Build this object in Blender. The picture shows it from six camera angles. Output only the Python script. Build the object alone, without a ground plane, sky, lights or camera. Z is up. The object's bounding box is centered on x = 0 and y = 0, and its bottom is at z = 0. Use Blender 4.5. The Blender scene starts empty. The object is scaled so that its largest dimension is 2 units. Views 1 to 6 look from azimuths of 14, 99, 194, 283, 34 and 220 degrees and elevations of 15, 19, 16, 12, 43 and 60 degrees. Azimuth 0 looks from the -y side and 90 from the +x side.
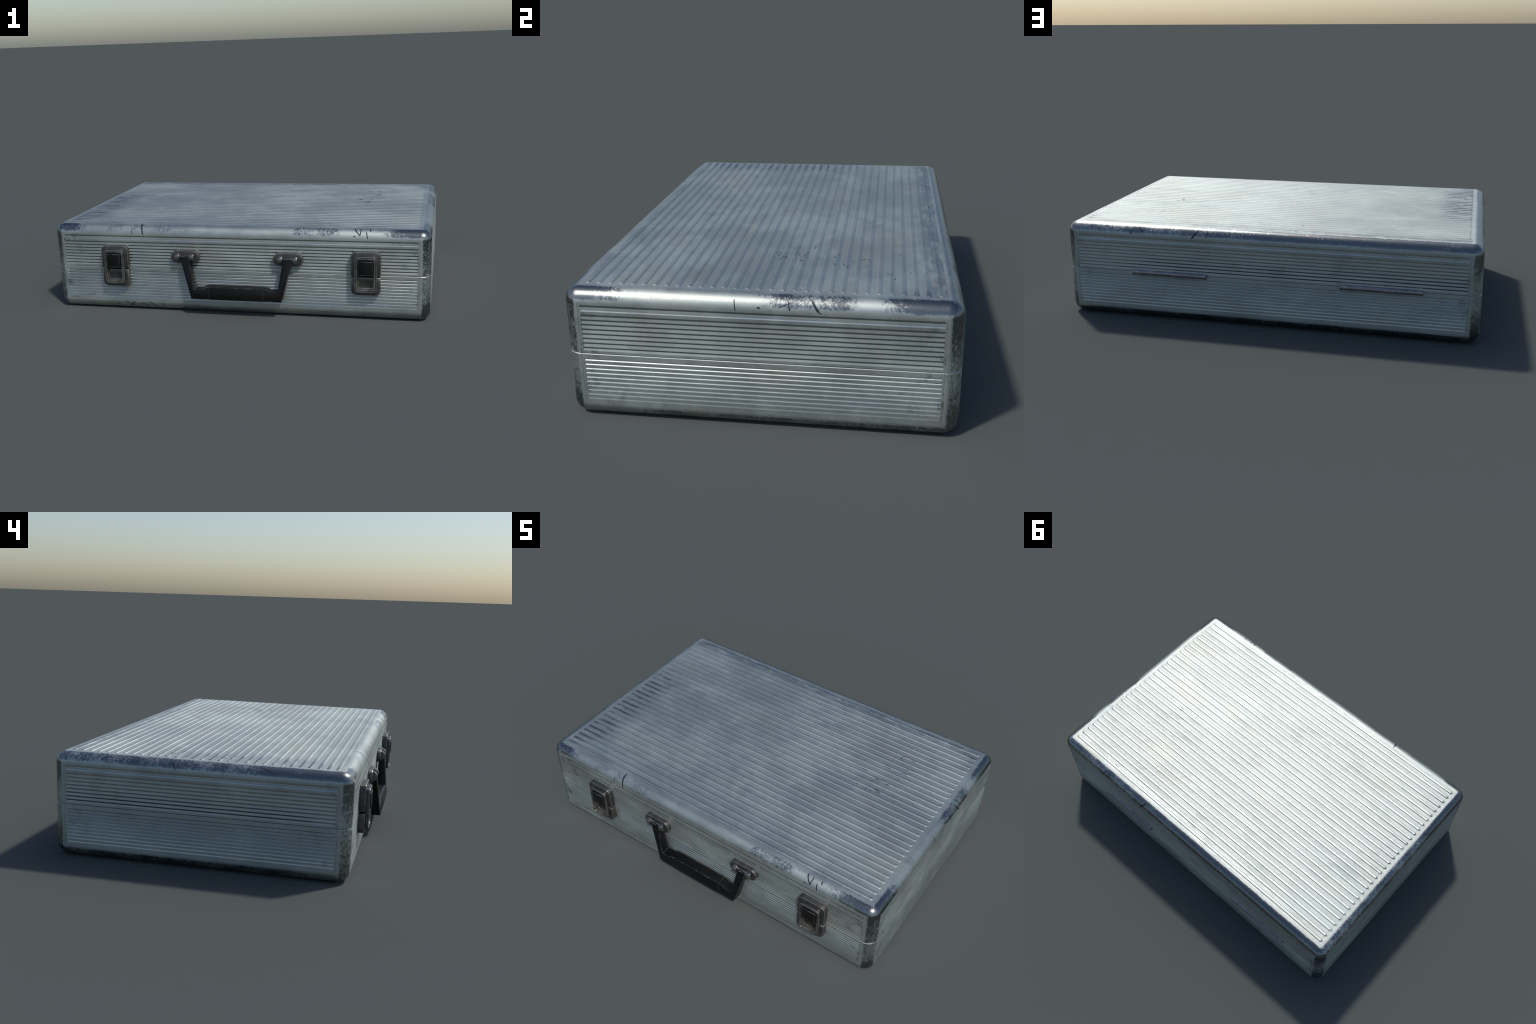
# Aluminium briefcase: ribbed lid and tray, rounded corner shell, two latches, hanging handle, two hinges.
import bpy, bmesh, math
from mathutils import Vector, Matrix

# ------------------------------------------------------------------ sizes (metres)
X_END = 1.0                       # body half length
Y_FRONT, Y_BACK = -0.625, 0.678   # body front / back faces
HEIGHT = 0.4647                   # top plane of the lid
SEAM = 0.2355                     # lid / tray parting line
CORNER_R = 0.054                  # radius of the upright corners
BEVEL_R = 0.0495                  # radius of the top / bottom edges
CX = X_END - CORNER_R             # corner centre, x
CYF, CYB = Y_FRONT + CORNER_R, Y_BACK - CORNER_R
AXIS = 0.020                      # latches and handle are mirrored about this x

# ------------------------------------------------------------------ node helper
class Val:
    """A socket with arithmetic, so masks can be written as formulas."""
    def __init__(self, g, s): self.g, self.s = g, s
    def _m(self, op, *o, clamp=False):
        return self.g.math(op, self, *o, clamp=clamp)
    def __add__(self, o): return self._m('ADD', o)
    __radd__ = __add__
    def __sub__(self, o): return self._m('SUBTRACT', o)
    def __rsub__(self, o): return self.g.math('SUBTRACT', o, self)
    def __mul__(self, o): return self._m('MULTIPLY', o)
    __rmul__ = __mul__
    def __truediv__(self, o): return self._m('DIVIDE', o)
    def __neg__(self): return self * -1.0
    def abs(self): return self._m('ABSOLUTE')
    def max(self, o): return self._m('MAXIMUM', o)
    def min(self, o): return self._m('MINIMUM', o)
    def clamp(self): return self._m('ADD', 0.0, clamp=True)
    def step(self, a, b):                       # smooth step from a to b (a may exceed b)
        return self.g.smooth(self, a, b)
    def band(self, a, b, soft=0.02):
        return self.step(a - soft, a + soft) * self.step(b + soft, b - soft)

class Graph:
    def __init__(self, name):
        self.mat = bpy.data.materials.new(name)
        self.mat.use_nodes = True
        self.nt = self.mat.node_tree
        self.nt.nodes.clear()
        self.out = self.nt.nodes.new('ShaderNodeOutputMaterial')
        self.bsdf = self.nt.nodes.new('ShaderNodeBsdfPrincipled')
        self.nt.links.new(self.bsdf.outputs[0], self.out.inputs[0])
        self.tc = self.nt.nodes.new('ShaderNodeTexCoord')
        self.pos = self.tc.outputs['Object']
        sep = self.nt.nodes.new('ShaderNodeSeparateXYZ')
        self.nt.links.new(self.pos, sep.inputs[0])
        self.x, self.y, self.z = (Val(self, sep.outputs[i]) for i in range(3))
    def put(self, sock, v):
        if isinstance(v, Val): self.nt.links.new(v.s, sock)
        elif hasattr(v, 'is_output'): self.nt.links.new(v, sock)
        else: sock.default_value = v
    def math(self, op, *args, clamp=False):
        n = self.nt.nodes.new('ShaderNodeMath'); n.operation = op; n.use_clamp = clamp
        for i, a in enumerate(args): self.put(n.inputs[i], a)
        return Val(self, n.outputs[0])
    def smooth(self, v, a, b):
        n = self.nt.nodes.new('ShaderNodeMapRange'); n.interpolation_type = 'SMOOTHSTEP'
        lo, hi, t0, t1 = (a, b, 0.0, 1.0) if a < b else (b, a, 1.0, 0.0)
        self.put(n.inputs[0], v)
        for i, q in zip((1, 2, 3, 4), (lo, hi, t0, t1)): n.inputs[i].default_value = q
        return Val(self, n.outputs[0])
    def coords(self, scale, offset=(0, 0, 0)):
        n = self.nt.nodes.new('ShaderNodeMapping')
        self.nt.links.new(self.pos, n.inputs[0])
        n.inputs['Location'].default_value = offset
        n.inputs['Scale'].default_value = scale
        return n.outputs[0]
    def noise(self, scale, detail=3.0, rough=0.55, offset=(0, 0, 0), distort=0.0):
        if not isinstance(scale, (tuple, list)): scale = (scale,) * 3
        n = self.nt.nodes.new('ShaderNodeTexNoise')
        self.nt.links.new(self.coords(scale, offset), n.inputs['Vector'])
        n.inputs['Scale'].default_value = 1.0
        n.inputs['Detail'].default_value = detail
        n.inputs['Roughness'].default_value = rough
        n.inputs['Distortion'].default_value = distort
        return Val(self, n.outputs[0])
    def mix(self, f, a, b):
        n = self.nt.nodes.new('ShaderNodeMix'); n.data_type = 'RGBA'
        self.put(n.inputs[0], f)
        for i, c in ((6, a), (7, b)):
            self.put(n.inputs[i], (*c, 1.0) if isinstance(c, tuple) and len(c) == 3 else c)
        return n.outputs[2]
    def lerp(self, f, a, b):
        return f * (b - a) + a if not isinstance(a, Val) else a + f * (b - a)
    def scratch(self, face, a, b, width):
        """Mask of a thin scratch on a rolled edge: a, b are (distance along the edge, height)."""
        along = self.x if face in ('front', 'back') else self.y
        side = {'front': self.y.step(-0.55, -0.56), 'back': self.y.step(0.60, 0.61),
                'right': self.x.step(0.93, 0.94), 'left': self.x.step(-0.93, -0.94)}[face]
        dx, dz = b[0] - a[0], b[1] - a[1]
        l2 = dx * dx + dz * dz
        ru, rz = along - a[0], self.z - a[1]
        t = (ru * (dx / l2) + rz * (dz / l2)).clamp()
        qu, qz = ru - t * dx, rz - t * dz
        dist = self.math('SQRT', qu * qu + qz * qz)
        return dist.step(width, width * 0.4) * side
    def bump(self, h, strength, dist):
        n = self.nt.nodes.new('ShaderNodeBump')
        n.inputs['Strength'].default_value = strength
        n.inputs['Distance'].default_value = dist
        self.put(n.inputs['Height'], h)
        self.nt.links.new(n.outputs[0], self.bsdf.inputs['Normal'])
    def finish(self, color, rough, metallic=1.0, spec=0.5):
        self.put(self.bsdf.inputs['Base Color'], (*color, 1.0) if isinstance(color, tuple) else color)
        self.put(self.bsdf.inputs['Roughness'], rough)
        self.put(self.bsdf.inputs['Metallic'], metallic)
        self.put(self.bsdf.inputs['Specular IOR Level'], spec)
        return self.mat

ALU_LIGHT = (0.465, 0.510, 0.487)
ALU_DULL = (0.388, 0.424, 0.410)
ALU_WARM = (0.420, 0.425, 0.380)
ALU_STAIN = (0.330, 0.362, 0.352)
WORN = (0.185, 0.200, 0.205)
SCRATCH = (0.045, 0.048, 0.055)

def aluminium_base(g):
    """Brushed, cloudy aluminium: returns colour socket, roughness value."""
    cloud = g.noise((1.9, 3.2, 4.0), 5.0, 0.6, (3.1, 1.7, 0.4), 0.3)
    stain = g.noise((5.5, 7.5, 9.0), 5.0, 0.65, (8.3, 2.2, 5.1), 0.8)
    speck = g.noise(70.0, 3.0, 0.7)
    streak = g.noise((3.0, 60.0, 60.0), 3.0, 0.6, (0.3, 0.1, 0.9))
    c = (cloud * 0.6 + stain * 0.4).step(0.40, 0.61)
    col = g.mix(c, ALU_DULL, ALU_LIGHT)
    blot = g.noise((4.5, 7.0, 7.0), 6.0, 0.68, (2.7, 6.1, 4.4), 0.5).step(0.50, 0.68) * 0.55
    col = g.mix(blot, col, ALU_STAIN)
    warm = g.noise((2.8, 4.4, 4.0), 4.0, 0.62, (1.3, 7.9, 2.0)).step(0.52, 0.70) * 0.5
    col = g.mix(warm, col, ALU_WARM)
    col = g.mix((speck - 0.5).abs().step(0.10, 0.30) * 0.35, col, ALU_DULL)
    rust = g.noise((26.0, 30.0, 30.0), 1.0, 0.5, (4.0, 9.0, 1.0)).step(0.80, 0.86) * 0.6
    col = g.mix(rust, col, (0.42, 0.31, 0.24))
    rough = 0.615 + c * 0.065 + (streak - 0.5) * 0.14 + (speck - 0.5) * 0.12
    return col, rough

def edge_fields(g):
    dx = ((g.x.abs() - CX) / CORNER_R).clamp()
    right = ((g.x - CX) / CORNER_R).clamp()
    left = ((-g.x - CX) / CORNER_R).clamp()
    front = ((CYF - g.y) / CORNER_R).clamp()
    back = ((g.y - CYB) / CORNER_R).clamp()
    top = ((g.z - (HEIGHT - BEVEL_R)) / BEVEL_R).clamp()
    bottom = ((BEVEL_R - g.z) / BEVEL_R).clamp()
    return dx, right, left, front, back, top, bottom

def shell_material():
    g = Graph('worn_aluminium_edge')
    col, rough = aluminium_base(g)
    dx, right, left, front, back, top, bottom = edge_fields(g)
    dy = front.max(back)
    rolled = (dx * dy + dx.max(dy) * top.max(bottom)).step(0.02, 0.30)
    rough = rough - rolled * 0.115
    e_front = (front * top).step(0.10, 0.42)
    e_back = (back * top).step(0.06, 0.36)
    e_right = (right * top).step(0.08, 0.40)
    e_left = (left * top).step(0.06, 0.38)
    e_up = (dx * dy).step(0.04, 0.30)
    e_low = ((dx.max(dy)) * bottom).step(0.04, 0.34)
    x, y, z = g.x, g.y, g.z
    # how much of each edge is rubbed, along its length
    w_front = (x.step(-0.72, -0.95) * 0.74).max(x.step(0.60, 0.95) * 0.76).max(x.band(0.28, 0.60, 0.12) * 0.47).max(x.band(-0.75, -0.20, 0.10) * 0.31)
    w_right = (y.step(-0.30, -0.56) * 0.78).max(y.step(0.30, 0.58) * 0.76).max(y.band(0.02, 0.36, 0.10) * 0.54).max(0.12)
    w_back = x.step(0.60, -0.20) * 0.18 + 0.58
    w_left = y.step(0.00, -0.50) * 0.22 + 0.54
    w_up = z.band(-0.1, 0.10, 0.09).max(z.band(0.35, 0.6, 0.09)) * 0.40 + 0.36
    w_low = (y.step(-0.45, -0.30) * 0.22).max(y.step(0.50, 0.64) * 0.34).max(dx * dy * 0.4) + 0.28  # back bottom edge darkened further for the ground shadow it reflects
    cover = (e_front * w_front).max(e_back * w_back).max(e_right * w_right).max(e_left * w_left).max(e_up * w_up).max(e_low * w_low)
    grain = g.noise((105.0, 105.0, 80.0), 4.0, 0.75, (2.0, 5.0, 1.0)) * 0.62 + g.noise(11.0, 4.0, 0.6, (7.0, 3.0, 4.0)) * 0.38
    worn = (cover + (grain - 0.5) * 2.3).step(0.25, 0.70) * cover.step(0.03, 0.42)
    col = g.mix(worn, col, WORN)
    rough = rough * (1.0 - worn) + worn * (0.27 + (grain - 0.5) * 0.3)
    # individual dark scratches
    marks = [('front', (-0.497, 0.456), (-0.489, 0.424), 0.0050), ('front', (-0.489, 0.424), (-0.483, 0.412), 0.0025), ('front', (-0.500, 0.462), (-0.499, 0.460), 0.005),
             ('front', (-0.550, 0.446), (-0.549, 0.420), 0.0022), ('front', (0.626, 0.461), (0.652, 0.436), 0.0035), ('front', (0.652, 0.436), (0.656, 0.460), 0.0035),
             ('front', (0.684, 0.450), (0.690, 0.424), 0.0035), ('front', (0.702, 0.460), (0.704, 0.457), 0.004), ('front', (0.622, 0.432), (0.628, 0.431), 0.0035),
             ('right', (0.205, 0.449), (0.222, 0.425), 0.0055), ('right', (0.222, 0.425), (0.236, 0.412), 0.0025), ('right', (0.128, 0.447), (0.133, 0.424), 0.0030),
             ('right', (0.135, 0.445), (0.098, 0.430), 0.0020), ('right', (-0.046, 0.447), (-0.042, 0.416), 0.0025), ('right', (0.030, 0.428), (0.036, 0.427), 0.0035),
             ('back', (0.318, 0.455), (0.345, 0.420), 0.0055), ('back', (0.640, 0.455), (0.658, 0.425), 0.0035), ('back', (0.615, 0.453), (0.605, 0.444), 0.0040),
             ('back', (0.600, 0.440), (0.596, 0.438), 0.0040), ('back', (0.268, 0.448), (0.276, 0.424), 0.0025),
             ('front', (-0.610, 0.045), (-0.560, 0.018), 0.0028), ('front', (-0.560, 0.042), (-0.590, 0.016), 0.0032), ('front', (-0.525, 0.035), (-0.478, 0.026), 0.0022),
             ('front', (-0.472, 0.044), (-0.432, 0.017), 0.0028), ('front', (-0.405, 0.040), (-0.392, 0.018), 0.0028), ('front', (-0.660, 0.036), (-0.655, 0.024), 0.0025),
             ('front', (-0.280, 0.028), (-0.268, 0.016), 0.0025), ('left', (0.120, 0.425), (0.135, 0.450), 0.0025), ('left', (-0.30, 0.440), (-0.24, 0.460), 0.0016),
             ('back', (-0.35, 0.040), (-0.39, 0.014), 0.0035), ('back', (-0.30, 0.036), (-0.31, 0.014), 0.0030), ('back', (0.30, 0.040), (0.27, 0.020), 0.0030)]
    m = None
    for face, a, b, wdt in marks:
        s = g.scratch(face, a, b, wdt)
        m = s if m is None else m.max(s)
    pits = g.noise(46.0, 2.0, 0.6, (1.0, 8.0, 3.0)).step(0.76, 0.80)
    m = m.max(pits * 0.8)
    col = g.mix(m, col, SCRATCH)
    rough = rough * (1.0 - m) + m * 0.5
    g.bump(grain, 0.06, 0.0010)
    return g.finish(col, rough)

def panel_material(name, on_top, smoother=0.0):
    g = Graph(name)
    col, rough = aluminium_base(g)
    rough = rough - smoother
    x, y, z = g.x, g.y, g.z
    if on_top:
        # dark flecks caught on the bars, mostly near the ends
        fleck = g.noise((30.0, 150.0, 1.0), 2.0, 0.7, (2.0, 4.0, 0.0))
        where = (x.band(0.45, 0.80, 0.10) * y.band(-0.05, 0.50, 0.12)).max(x.step(0.86, 0.92) * y.band(-0.05, 0.15, 0.08)).max(y.step(0.54, 0.60) * x.band(-0.6, 0.7, 0.1) * 0.7)
        lump = g.noise((9.0, 14.0, 1.0), 2.0, 0.5, (9.0, 4.0, 0.0)).step(0.50, 0.66)
        dark = (fleck + where * lump * 0.14).step(0.71, 0.77)
        ends = (x.step(-0.74, -0.86) * y.band(-0.50, 0.22, 0.10)).max(x.step(-0.82, -0.91) * y.band(-0.56, -0.40, 0.03)).max(x.step(0.86, 0.93) * y.step(0.46, 0.56)) * (0.8 if smoother else 0.06)
        rub = (ends.max(y.step(0.53, 0.61) * 0.5).max(y.step(-0.53, -0.57) * 0.3)) * g.noise((9.0, 26.0, 1.0), 4.0, 0.7, (5.0, 5.0, 0.0)).step(0.38, 0.56)
    else:
        along = ((x.abs() - 0.70) / 0.24).clamp().min((((y - 0.0265).abs() - 0.38) / 0.21).clamp())   # towards the ends of any side
        fleck = g.noise((28.0, 28.0, 150.0), 3.0, 0.7, (6.0, 1.0, 2.0))
        lowhigh = z.step(0.07, 0.052).max(z.band(0.395, 0.42, 0.012)) * 0.035
        dark = (fleck + along * 0.10 + lowhigh - 0.02).step(0.74, 0.80)
        rub = along * g.noise(22.0, 4.0, 0.7, (5.0, 5.0, 0.0)).step(0.52, 0.70) * 0.7
    col = g.mix(rub * (1.0 if smoother else 0.75), col, WORN)
    rough = rough * (1.0 - rub) + rub * 0.38
    col = g.mix(dark * 0.85, col, (0.07, 0.073, 0.078))
    rough = rough * (1.0 - dark) + dark * 0.5
    return g.finish(col, rough)

def hardware_material(name, dark, light, rough, metallic=0.9):
    g = Graph(name)
    n = g.noise(38.0, 4.0, 0.65, (1.0, 2.0, 3.0))
    n2 = g.noise(120.0, 3.0, 0.7)
    brown = g.noise(22.0, 3.0, 0.6, (6.0, 2.0, 8.0)).step(0.55, 0.72) * 0.25
    col = g.mix(n.step(0.35, 0.68), dark, light)
    col = g.mix(brown, col, (0.19, 0.145, 0.11))
    g.bump(n2, 0.08, 0.001)
    return g.finish(col, (n2 - 0.5) * 0.25 + rough, metallic)

def plastic_material(name, base, worn_colour, worn_level):
    g = Graph(name)
    n = g.noise(90.0, 4.0, 0.7, (3.0, 1.0, 2.0))
    w = g.noise((20.0, 40.0, 60.0), 4.0, 0.75, (1.0, 4.0, 2.0)).step(worn_level, worn_level + 0.08)
    col = g.mix(w * 0.6, base, worn_colour)
    g.bump(n, 0.15, 0.0008)
    return g.finish(col, (n - 0.5) * 0.3 + 0.40, 0.0, 0.28)

M_SHELL = shell_material()
M_TOP = panel_material('ribbed_aluminium_top', True)
M_SIDE = panel_material('ribbed_aluminium_side', False)
M_BAR = panel_material('polished_aluminium_bar', True, 0.10)
M_LINE_UP = panel_material('gloss_brightened_line', False, 0.17)  # roughness cut so the up-facing lines show a bright sun glint
M_LINE_DOWN = panel_material('gloss_darkened_line', False, 0.42)  # same metal made glossier to darken the shaded down-facing lid lines
M_LATCH = hardware_material('dark_latch_steel', (0.105, 0.102, 0.097), (0.165, 0.160, 0.152), 0.44)
M_FRAME = hardware_material('rubbed_frame_steel', (0.13, 0.125, 0.11), (0.30, 0.30, 0.265), 0.46)
M_SCREW = hardware_material('screw_steel', (0.16, 0.155, 0.15), (0.27, 0.262, 0.25), 0.31)
M_EDGE = hardware_material('pale_steel_edge', (0.28, 0.27, 0.26), (0.42, 0.41, 0.40), 0.33)
M_HINGE = hardware_material('hinge_steel', (0.23, 0.22, 0.225), (0.32, 0.31, 0.31), 0.42)
M_HANDLE = plastic_material('black_plastic', (0.0032, 0.0034, 0.0038), (0.07, 0.07, 0.075), 0.72)
M_HANDLE_EDGE = plastic_material('rubbed_plastic_edge', (0.014, 0.014, 0.016), (0.16, 0.16, 0.17), 0.52)
M_BUTTON_EDGE = plastic_material('pale_button_edge', (0.02, 0.02, 0.021), (0.12, 0.12, 0.12), 0.48)
M_BUTTON = plastic_material('black_button_plastic', (0.0045, 0.0048, 0.005), (0.03, 0.03, 0.03), 0.80)

# ------------------------------------------------------------------ object helpers
def make(name, verts, faces, mats, parent=None, smooth_angle=None, normals=None):
    me = bpy.data.meshes.new(name)
    me.from_pydata([tuple(v) for v in verts], [], faces)
    me.update()
    for m in mats: me.materials.append(m)
    ob = bpy.data.objects.new(name, me)
    bpy.context.scene.collection.objects.link(ob)
    if normals is not None:
        me.polygons.foreach_set('use_smooth', [True] * len(me.polygons))
        me.normals_split_custom_set_from_vertices([tuple(n) for n in normals])
    elif smooth_angle is not None:
        me.polygons.foreach_set('use_smooth', [True] * len(me.polygons))
        me.set_sharp_from_angle(angle=math.radians(smooth_angle))
    if parent: ob.parent = parent
    return ob

def bake(ob, *mods, smooth_angle=40):
    """Add modifiers given as (type, settings) and apply them."""
    for kind, s in mods:
        m = ob.modifiers.new(kind.lower(), kind)
        for k, v in s.items(): setattr(m, k, v)
    dg = bpy.context.evaluated_depsgraph_get()
    me = bpy.data.meshes.new_from_object(ob.evaluated_get(dg), depsgraph=dg)
    old = ob.data; name = old.name
    ob.modifiers.clear(); ob.data = me
    bpy.data.meshes.remove(old); me.name = name
    me.polygons.foreach_set('use_smooth', [True] * len(me.polygons))
    me.set_sharp_from_angle(angle=math.radians(smooth_angle))
    return ob

def prism(outline, y_of_front, y_of_back):
    """Solid between two copies of an (x, z) outline; y may depend on the point."""
    n = len(outline)
    v = [(x, y_of_front(x, z), z) for x, z in outline] + [(x, y_of_back(x, z), z) for x, z in outline]
    f = [list(range(n)), list(range(2 * n - 1, n - 1, -1))]
    f += [[i, i + n, (i + 1) % n + n, (i + 1) % n] for i in range(n)]
    return v, f

def fix_normals(ob):
    bm = bmesh.new(); bm.from_mesh(ob.data)
    bmesh.ops.recalc_face_normals(bm, faces=bm.faces)
    bm.to_mesh(ob.data); bm.free()
    return ob

def round_rect(x0, x1, z0, z1, r_low, r_high, n=7):
    pts = []
    for cx, cz, r, a0 in ((x1, z1, r_high, 0), (x0, z1, r_high, 90), (x0, z0, r_low, 180), (x1, z0, r_low, 270)):
        sx = -1 if cx == x1 else 1
        sz = -1 if cz == z1 else 1
        if r <= 0:
            pts.append((cx, cz)); continue
        for i in range(n + 1):
            a = math.radians(a0 + 90 * i / n)
            pts.append((cx + sx * r + r * math.cos(a), cz + sz * r + r * math.sin(a)))
    return pts

# ------------------------------------------------------------------ top-level thing
case = bpy.data.objects.new('briefcase', None)
bpy.context.scene.collection.objects.link(case)
case['label'] = 'scuffed ribbed aluminium briefcase with dark latches and black handle'
case['category'] = 'briefcase'

# ------------------------------------------------------------------ shells (rounded edges and corners)
N_CORNER, N_BEVEL = 12, 12
def ring(inset, z, nz):
    """One horizontal rounded rectangle, as points and outward normals (nz: upward part of the normal)."""
    r = max(CORNER_R - inset, 0.0)
    pts, nor = [], []
    nh = math.sqrt(max(0.0, 1 - nz * nz))
    for cx, cy, a0 in ((CX, CYB, 0), (-CX, CYB, 90), (-CX, CYF, 180), (CX, CYF, 270)):
        for i in range(N_CORNER + 1):
            a = math.radians(a0 + 90 * i / N_CORNER)
            pts.append((cx + r * math.cos(a), cy + r * math.sin(a), z))
            nor.append((nh * math.cos(a), nh * math.sin(a), nz))
    return pts, nor

def shell(name, z_edge, z_bevel, sign):
    """Corner strips from the parting edge to the bevel, then the rolled edge up to the flat panel."""
    rows = [(0.012, z_edge, -0.9 * sign)] + ([(0.0008, z_edge, -0.8), (0.0, z_edge + 0.0010, 0.0)] if sign > 0 else [(0.0020, z_edge, 0.75), (0.0, z_edge - 0.0024, 0.45), (0.0, z_edge - 0.0032, 0.0)])
    body = [(0.0, z_edge + (z_bevel - z_edge) * t, 0.0) for t in (0.35, 0.7, 1.0)]
    bev = []
    for i in range(1, N_BEVEL + 1):
        a = math.pi / 2 * i / N_BEVEL
        bev.append((BEVEL_R * (1 - math.cos(a)), z_bevel + sign * BEVEL_R * math.sin(a), sign * math.sin(a)))
    bev.append((CORNER_R, z_bevel + sign * BEVEL_R, sign * 1.0))
    allrows = rows + body + bev
    V, Nn, F = [], [], []
    per = 4 * (N_CORNER + 1)
    for inset, z, nz in allrows:
        p, n = ring(inset, z, nz); V += p; Nn += n
    first_bevel = len(rows) + len(body) - 1
    for r in range(len(allrows) - 1):
        for k in range(per):
            straight = (k % (N_CORNER + 1)) == N_CORNER
            if straight and r < first_bevel: continue      # ribbed panels close these openings
            a, b = r * per + k, r * per + (k + 1) % per
            f = [a, b, b + per, a + per]
            F.append(f if sign > 0 else f[::-1])
    return make(name, V, F, [M_SHELL], case, normals=Nn)

lid = shell('lid', SEAM + 0.0009, HEIGHT - BEVEL_R, 1)
tray = shell('tray', SEAM - 0.0009, BEVEL_R, -1)

# ------------------------------------------------------------------ ribbed panels
def side_profile(z_low, z_high, first, pitch, tilts, seam_at_low):
    """(z, depth, line material) points of the pressed lines; depth 0 is the panel face, negative is inward.
    tilts: degrees each line leans, positive upward."""
    W, LEDGE = 0.0054, 0.0010
    pts = []
    for i, tilt in enumerate(tilts):
        zc = first - pitch * i
        d = W * math.tan(math.radians(abs(tilt))) + 0.00015
        if tilt < 0: d *= 1.45
        hi, lo = zc + W / 2, zc - W / 2 - (0.0009 if tilt < 0 else 0.0)
        if tilt >= 0:      # faces up: cut in under the land above, then run outward
            pts += [(hi + LEDGE, 0.0, 0), (hi, -d, 1), (lo, 0.0, 0)]
        else:              # faces down: run inward; the land below leans back out to full depth
            pts += [(hi, 0.0, 2), (lo, -d, 0)]
    lip = [(0.0000, -0.012), (0.0000, -0.0008), (0.0010, 0.0)] if seam_at_low else [(0.0000, -0.012), (0.0000, -0.0020), (0.0024, 0.0)]
    if seam_at_low:
        pts = [(z_high, 0.0, 0)] + pts + [(z_low + 0.0095, 0.0, 0)] + [(z_low + a, h, 0) for a, h in reversed(lip)]
    else:
        pts = [(z_high - a, h, 0) for a, h in lip] + pts + [(z_low, 0.0, 0)]
    return pts

def side_panel(parent, profile, centre, half, place):
    """Loft the profile along the side; lines fade out before the panel ends."""
    END, FADE = half - 0.0085, 0.0030
    us = [-half, -half + 0.0012, -half + 0.0024, -half + 0.0036, -END, -END + FADE * 0.5, -END + FADE]
    n = 28
    us += [(-END + FADE) + (2 * (END - FADE)) * i / n for i in range(1, n)]
    us += [-u for u in us[:7]][::-1]
    V, F, S = [], [], []
    lipset = {-0.012, -0.0008, -0.0020}
    for z, h, p in profile:
        for u in us:
            au = abs(u)
            k = 1.0 if h in lipset else max(0.0, min(1.0, (END - au) / FADE))
            ridge = 0.0
            if h not in lipset and abs(au - (half - 0.0018)) < 0.0013: ridge = -0.0011
            V.append(place(centre + u, z, h * k + ridge))
    m = len(us)
    for r in range(len(profile) - 1):
        for c in range(m - 1):
            F.append([r * m + c, (r + 1) * m + c, (r + 1) * m + c + 1, r * m + c + 1])
            S.append(profile[r][2] if 4 <= c < m - 5 else 0)
    ob = make('ribbed_side_panel', V, F, [M_SIDE, M_LINE_UP, M_LINE_DOWN], parent, smooth_angle=9)
    ob.data.polygons.foreach_set('material_index', S)
    return ob

lid_profile = side_profile(SEAM + 0.0009, HEIGHT - BEVEL_R, 0.4065, 0.01663, (-4, 20, -5, -9, -11, -12, -13, -14, -15, -15), True)  # tilts shaped line by line to give the lid's dark shading
tray_profile = side_profile(BEVEL_R, SEAM - 0.0009, 0.2121, 0.0161, (39, 36, 33, 31, 29, 27, 25, 22, 19, 15), False)
Y_MID, Y_HALF = (CYF + CYB) / 2, (CYB - CYF) / 2
for parent, prof in ((lid, lid_profile), (tray, tray_profile)):
    side_panel(parent, prof, 0.0, CX, lambda u, z, h: (u, Y_FRONT - h, z))
    side_panel(parent, prof, 0.0, CX, lambda u, z, h: (-u, Y_BACK + h, z))
    side_panel(parent, prof, Y_MID, Y_HALF, lambda u, z, h: (X_END + h, u, z))
    side_panel(parent, prof, Y_MID, Y_HALF, lambda u, z, h: (-X_END - h, 2 * Y_MID - u, z))

def flat_panel(parent, name, z0, sign, raise_by):
    """Top (or bottom) plate with 31 long rounded bars pressed into it."""
    COUNT, FIRST, PITCH = 31, -0.5515, 0.0385
    HALF_W, WALL, X_TIP = 0.0088, 0.0032, 0.9375
    vs = [CYF]
    for i in range(COUNT):
        yc = FIRST + PITCH * i
        for o in (-HALF_W, -HALF_W + WALL * 0.5, -HALF_W + WALL, -0.0018, 0.0018, HALF_W - WALL, HALF_W - WALL * 0.5, HALF_W):
            vs.append(yc + o)
    vs.append(CYB)
    us = [-CX, -X_TIP] + [-X_TIP + d for d in (0.0012, 0.0024, 0.0036, 0.005, 0.0068, 0.009, 0.012)]
    n = 26
    us = us + [-0.92 + 1.84 * i / n for i in range(n + 1)] + [-u for u in us][::-1]
    V, F, S = [], [], []
    for y in vs:
        i = round((y - FIRST) / PITCH); i = max(0, min(COUNT - 1, i))
        dy = y - (FIRST + PITCH * i)
        for x in us:
            ax = max(0.0, abs(x) - (X_TIP - HALF_W))          # capsule-shaped bar
            sd = HALF_W - math.hypot(ax, dy)
            t = max(0.0, min(1.0, sd / WALL))
            h = t * raise_by
            if raise_by > 0: h += 0.0004 * t * max(0.0, 1 - (dy / HALF_W) ** 2)
            V.append((x, y, z0 + sign * h))
    m = len(us)
    for r in range(len(vs) - 1):
        for c in range(m - 1):
            f = [r * m + c, r * m + c + 1, (r + 1) * m + c + 1, (r + 1) * m + c]
            F.append(f if sign > 0 else f[::-1])
            S.append(1 if sign > 0 and max(V[i][2] for i in f) > z0 + 0.2 * raise_by else 0)
    ob = make(name, V, F, [M_TOP if sign > 0 else M_SIDE, M_BAR], parent, smooth_angle=28)
    ob.data.polygons.foreach_set('material_index', S)
    return ob

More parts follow.
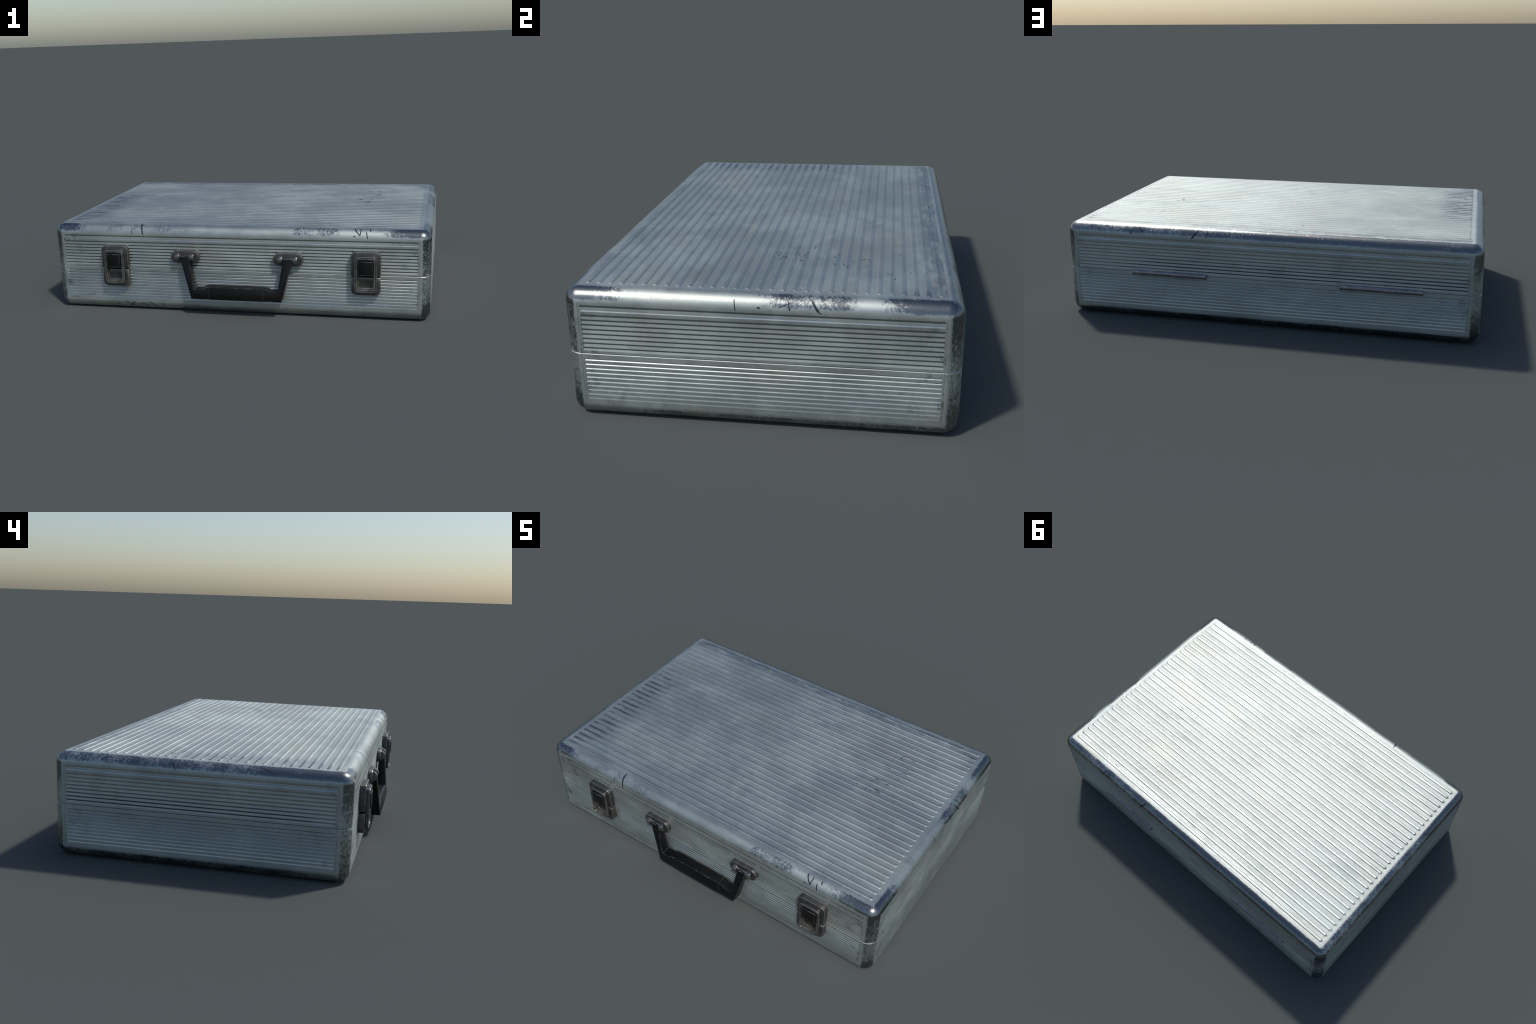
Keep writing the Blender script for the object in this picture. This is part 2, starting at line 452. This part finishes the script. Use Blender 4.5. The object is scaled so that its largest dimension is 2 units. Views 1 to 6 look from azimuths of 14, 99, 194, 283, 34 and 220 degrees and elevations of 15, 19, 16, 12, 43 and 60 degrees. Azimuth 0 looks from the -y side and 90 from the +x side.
flat_panel(lid, 'ribbed_top_panel', HEIGHT, 1, 0.0021)
flat_panel(tray, 'ribbed_bottom_panel', 0.0, -1, -0.0016)

# ------------------------------------------------------------------ latches
LATCH_X = 0.664                    # distance from the mirror axis
def latch_meshes():
    # coordinates relative to the latch centre line, at the case front
    face, front = Y_FRONT + 0.003, Y_FRONT - 0.0280
    up = round_rect(-0.0735, 0.0735, 0.2410, 0.3600, 0.0, 0.026)
    low = round_rect(-0.0735, 0.0735, 0.1385, 0.2315, 0.026, 0.0)
    cutter = fix_normals(make('pocket_cutter', *prism(round_rect(-0.0345, 0.0345, 0.178, 0.2150, 0.003, 0.003, 3), lambda x, z: front - 0.05, lambda x, z: front + 0.0165), []))
    parts = []
    for o in (up, low):
        ob = fix_normals(make('latch_plate', *prism(o, lambda x, z: front, lambda x, z: face), [M_LATCH, M_EDGE]))
        mods = []
        if o is low: mods.append(('BOOLEAN', dict(operation='DIFFERENCE', object=cutter, solver='EXACT')))
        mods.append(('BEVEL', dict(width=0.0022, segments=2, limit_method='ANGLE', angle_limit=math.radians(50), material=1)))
        parts.append(bake(ob, *mods))
    bpy.data.objects.remove(cutter)
    # frame: two nested steps, an outer dark wall and a rubbed inner rim
    def hoop(name, o, i, y_front, y_back, mats):
        n = len(o)
        V = [(x, y_front, z) for x, z in o] + [(x, y_front, z) for x, z in i] + [(x, y_back, z) for x, z in o] + [(x, y_back, z) for x, z in i]
        F = []
        for k in range(n):
            l = (k + 1) % n
            F += [[k, l, n + l, n + k], [k, 2 * n + k, 2 * n + l, l], [n + k, n + l, 3 * n + l, 3 * n + k], [2 * n + k, 3 * n + k, 3 * n + l, 2 * n + l]]
        ob = fix_normals(make(name, V, F, mats))
        return bake(ob, ('BEVEL', dict(width=0.0018, segments=2, limit_method='ANGLE', angle_limit=math.radians(50), material=1)))
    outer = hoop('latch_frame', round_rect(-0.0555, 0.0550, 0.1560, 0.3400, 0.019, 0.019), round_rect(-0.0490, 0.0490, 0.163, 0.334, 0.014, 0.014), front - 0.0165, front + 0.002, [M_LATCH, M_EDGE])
    rim = hoop('latch_rim', round_rect(-0.0480, 0.0480, 0.1640, 0.3330, 0.013, 0.013), round_rect(-0.0400, 0.0400, 0.1715, 0.3250, 0.005, 0.005), front - 0.0150, front + 0.002, [M_FRAME, M_FRAME])
    but = fix_normals(make('latch_button', *prism(round_rect(-0.0385, 0.0368, 0.2490, 0.3180, 0.003, 0.003, 3), lambda x, z: front - 0.0210, lambda x, z: front - 0.0005), [M_BUTTON, M_BUTTON_EDGE]))
    but = bake(but, ('BEVEL', dict(width=0.0024, segments=2, limit_method='ANGLE', angle_limit=math.radians(50), material=1)))
    shelf = fix_normals(make('latch_shelf', *prism(round_rect(-0.0345, 0.0345, 0.1785, 0.1880, 0.001, 0.001, 2), lambda x, z: front + 0.0060, lambda x, z: front + 0.020), [M_LATCH]))
    bm = bmesh.new()
    for p in parts: bm.from_mesh(p.data)
    me = bpy.data.meshes.new('latch')
    bm.to_mesh(me); bm.free()
    me.materials.append(M_LATCH); me.materials.append(M_EDGE)
    me.polygons.foreach_set('use_smooth', [True] * len(me.polygons))
    me.set_sharp_from_angle(angle=math.radians(40))
    for p in parts: bpy.data.objects.remove(p)
    return me, (outer, rim, but, shelf)

latch_mesh, latch_bits = latch_meshes()
for n, sx in enumerate((-1, 1)):
    latch = bpy.data.objects.new('latch', latch_mesh)
    bpy.context.scene.collection.objects.link(latch)
    latch.parent = case
    latch.location.x = AXIS + sx * LATCH_X
    for bit in latch_bits:
        b = bit if n == 0 else bit.copy()
        if n: bpy.context.scene.collection.objects.link(b)
        b.parent = latch

# ------------------------------------------------------------------ handle
Z_ARM, Z_BAR = 0.3165, 0.0950
def handle_front(x, z): return -0.662 - 0.028 * (Z_ARM - z) / (Z_ARM - Z_BAR)
half_outline = [(0.0, Z_BAR), (0.2375, Z_BAR), (0.2885, 0.2800), (0.2940, Z_ARM), (0.2490, Z_ARM), (0.2440, 0.2800), (0.2210, 0.1460), (0.1810, 0.1460), (0.1570, 0.1585), (0.0, 0.1585)]
outline = half_outline[1:-1] + [(-x, z) for x, z in half_outline[1:-1][::-1]]
outline = [(x + AXIS + (0.004 if x > 0.236 and z < 0.1 else 0.0), z) for x, z in outline]
handle = fix_normals(make('handle', *prism(outline, handle_front, lambda x, z: -0.6330), [M_HANDLE, M_HANDLE_EDGE], case))
bake(handle, ('BEVEL', dict(width=0.0024, segments=2, limit_method='ANGLE', angle_limit=math.radians(30), material=1)))
grip_outline = [(AXIS - 0.1455, 0.0940), (AXIS + 0.1455, 0.0940), (AXIS + 0.1455, 0.1595), (AXIS - 0.1455, 0.1595)]
grip = fix_normals(make('grip', *prism(grip_outline, lambda x, z: handle_front(x, z) - 0.0010, lambda x, z: -0.6322), [M_HANDLE, M_HANDLE_EDGE], handle))
bake(grip, ('BEVEL', dict(width=0.0026, segments=2, limit_method='ANGLE', angle_limit=math.radians(30), material=1)))

# ------------------------------------------------------------------ brackets, screws
def cylinder(name, axis_x0, axis_x1, y, z, r, mats, n=40):
    V, F = [], []
    prof = [(axis_x0, r - 0.0016), (axis_x0 + 0.0006, r - 0.0005), (axis_x0 + 0.0016, r), (axis_x1 - 0.0016, r), (axis_x1 - 0.0006, r - 0.0005), (axis_x1, r - 0.0016)]
    for x, q in prof:
        for k in range(n):
            a = 2 * math.pi * k / n
            V.append((x, y + q * math.cos(a), z + q * math.sin(a)))
    for i in range(len(prof) - 1):
        for k in range(n):
            F.append([i * n + k, i * n + (k + 1) % n, (i + 1) * n + (k + 1) % n, (i + 1) * n + k])
    F += [list(range(n)), list(range((len(prof) - 1) * n, len(prof) * n))]
    return fix_normals(make(name, V, F, mats))

BR_FRONT = Y_FRONT - 0.0215
plate = fix_normals(make('handle_bracket', *prism(round_rect(-0.078, 0.078, 0.2735, 0.3420, 0.0340, 0.0340, 10), lambda x, z: BR_FRONT, lambda x, z: Y_FRONT + 0.003), [M_LATCH, M_EDGE]))
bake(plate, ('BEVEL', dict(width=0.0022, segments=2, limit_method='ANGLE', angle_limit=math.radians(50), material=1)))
def screw_mesh():
    s = cylinder('screw', -0.012, 0.012, BR_FRONT + 0.0005, 0.3090, 0.0230, [M_SCREW])
    cut = fix_normals(make('slot_cutter', *prism([(0.0085, 0.28), (0.03, 0.28), (0.03, 0.34), (0.0085, 0.34)], lambda x, z: BR_FRONT - 0.0030, lambda x, z: BR_FRONT - 0.0100), []))
    bake(s, ('BOOLEAN', dict(operation='DIFFERENCE', object=cut, solver='EXACT')), smooth_angle=30)
    bpy.data.objects.remove(cut)
    return s
screw_left, pin = screw_mesh(), cylinder('pivot_pin', -0.030, 0.030, BR_FRONT - 0.0020, 0.3105, 0.0085, [M_SCREW], n=16)
screw_right_used = False
first = True
for sx in (-1, 1):
    br = plate if first else plate.copy()
    if not first: bpy.context.scene.collection.objects.link(br)
    br.parent = case
    br.location.x = AXIS + sx * 0.2710 - (0.003 if sx < 0 else 0.0)
    for ox, flip in ((-0.0385, True), (0.0400, False)):
        s = screw_left if first and flip else screw_left.copy()
        if not (first and flip): bpy.context.scene.collection.objects.link(s)
        s.parent = br
        s.location = (ox, 0, 0)
        if flip: s.scale = (-1, 1, 1)
        else: s.scale = (1, 1, 1)
    p = pin if first else pin.copy()
    if not first: bpy.context.scene.collection.objects.link(p)
    p.parent = br
    first = False

# ------------------------------------------------------------------ hinges
def hinge_mesh():
    L, R, n = 0.378, 0.0130, 24
    h = cylinder('hinge', -L / 2, L / 2, Y_BACK, 0.2335, R, [M_HINGE], n=n)
    return h
hinge = hinge_mesh()
hinge.data.polygons.foreach_set('use_smooth', [True] * len(hinge.data.polygons))
hinge.data.set_sharp_from_angle(angle=math.radians(40))
pin.data.polygons.foreach_set('use_smooth', [True] * len(pin.data.polygons))
pin.data.set_sharp_from_angle(angle=math.radians(40))
for k, hx in enumerate((0.465, -0.555)):
    h = hinge if k == 0 else hinge.copy()
    if k: bpy.context.scene.collection.objects.link(h)
    h.parent = case
    h.location.x = hx
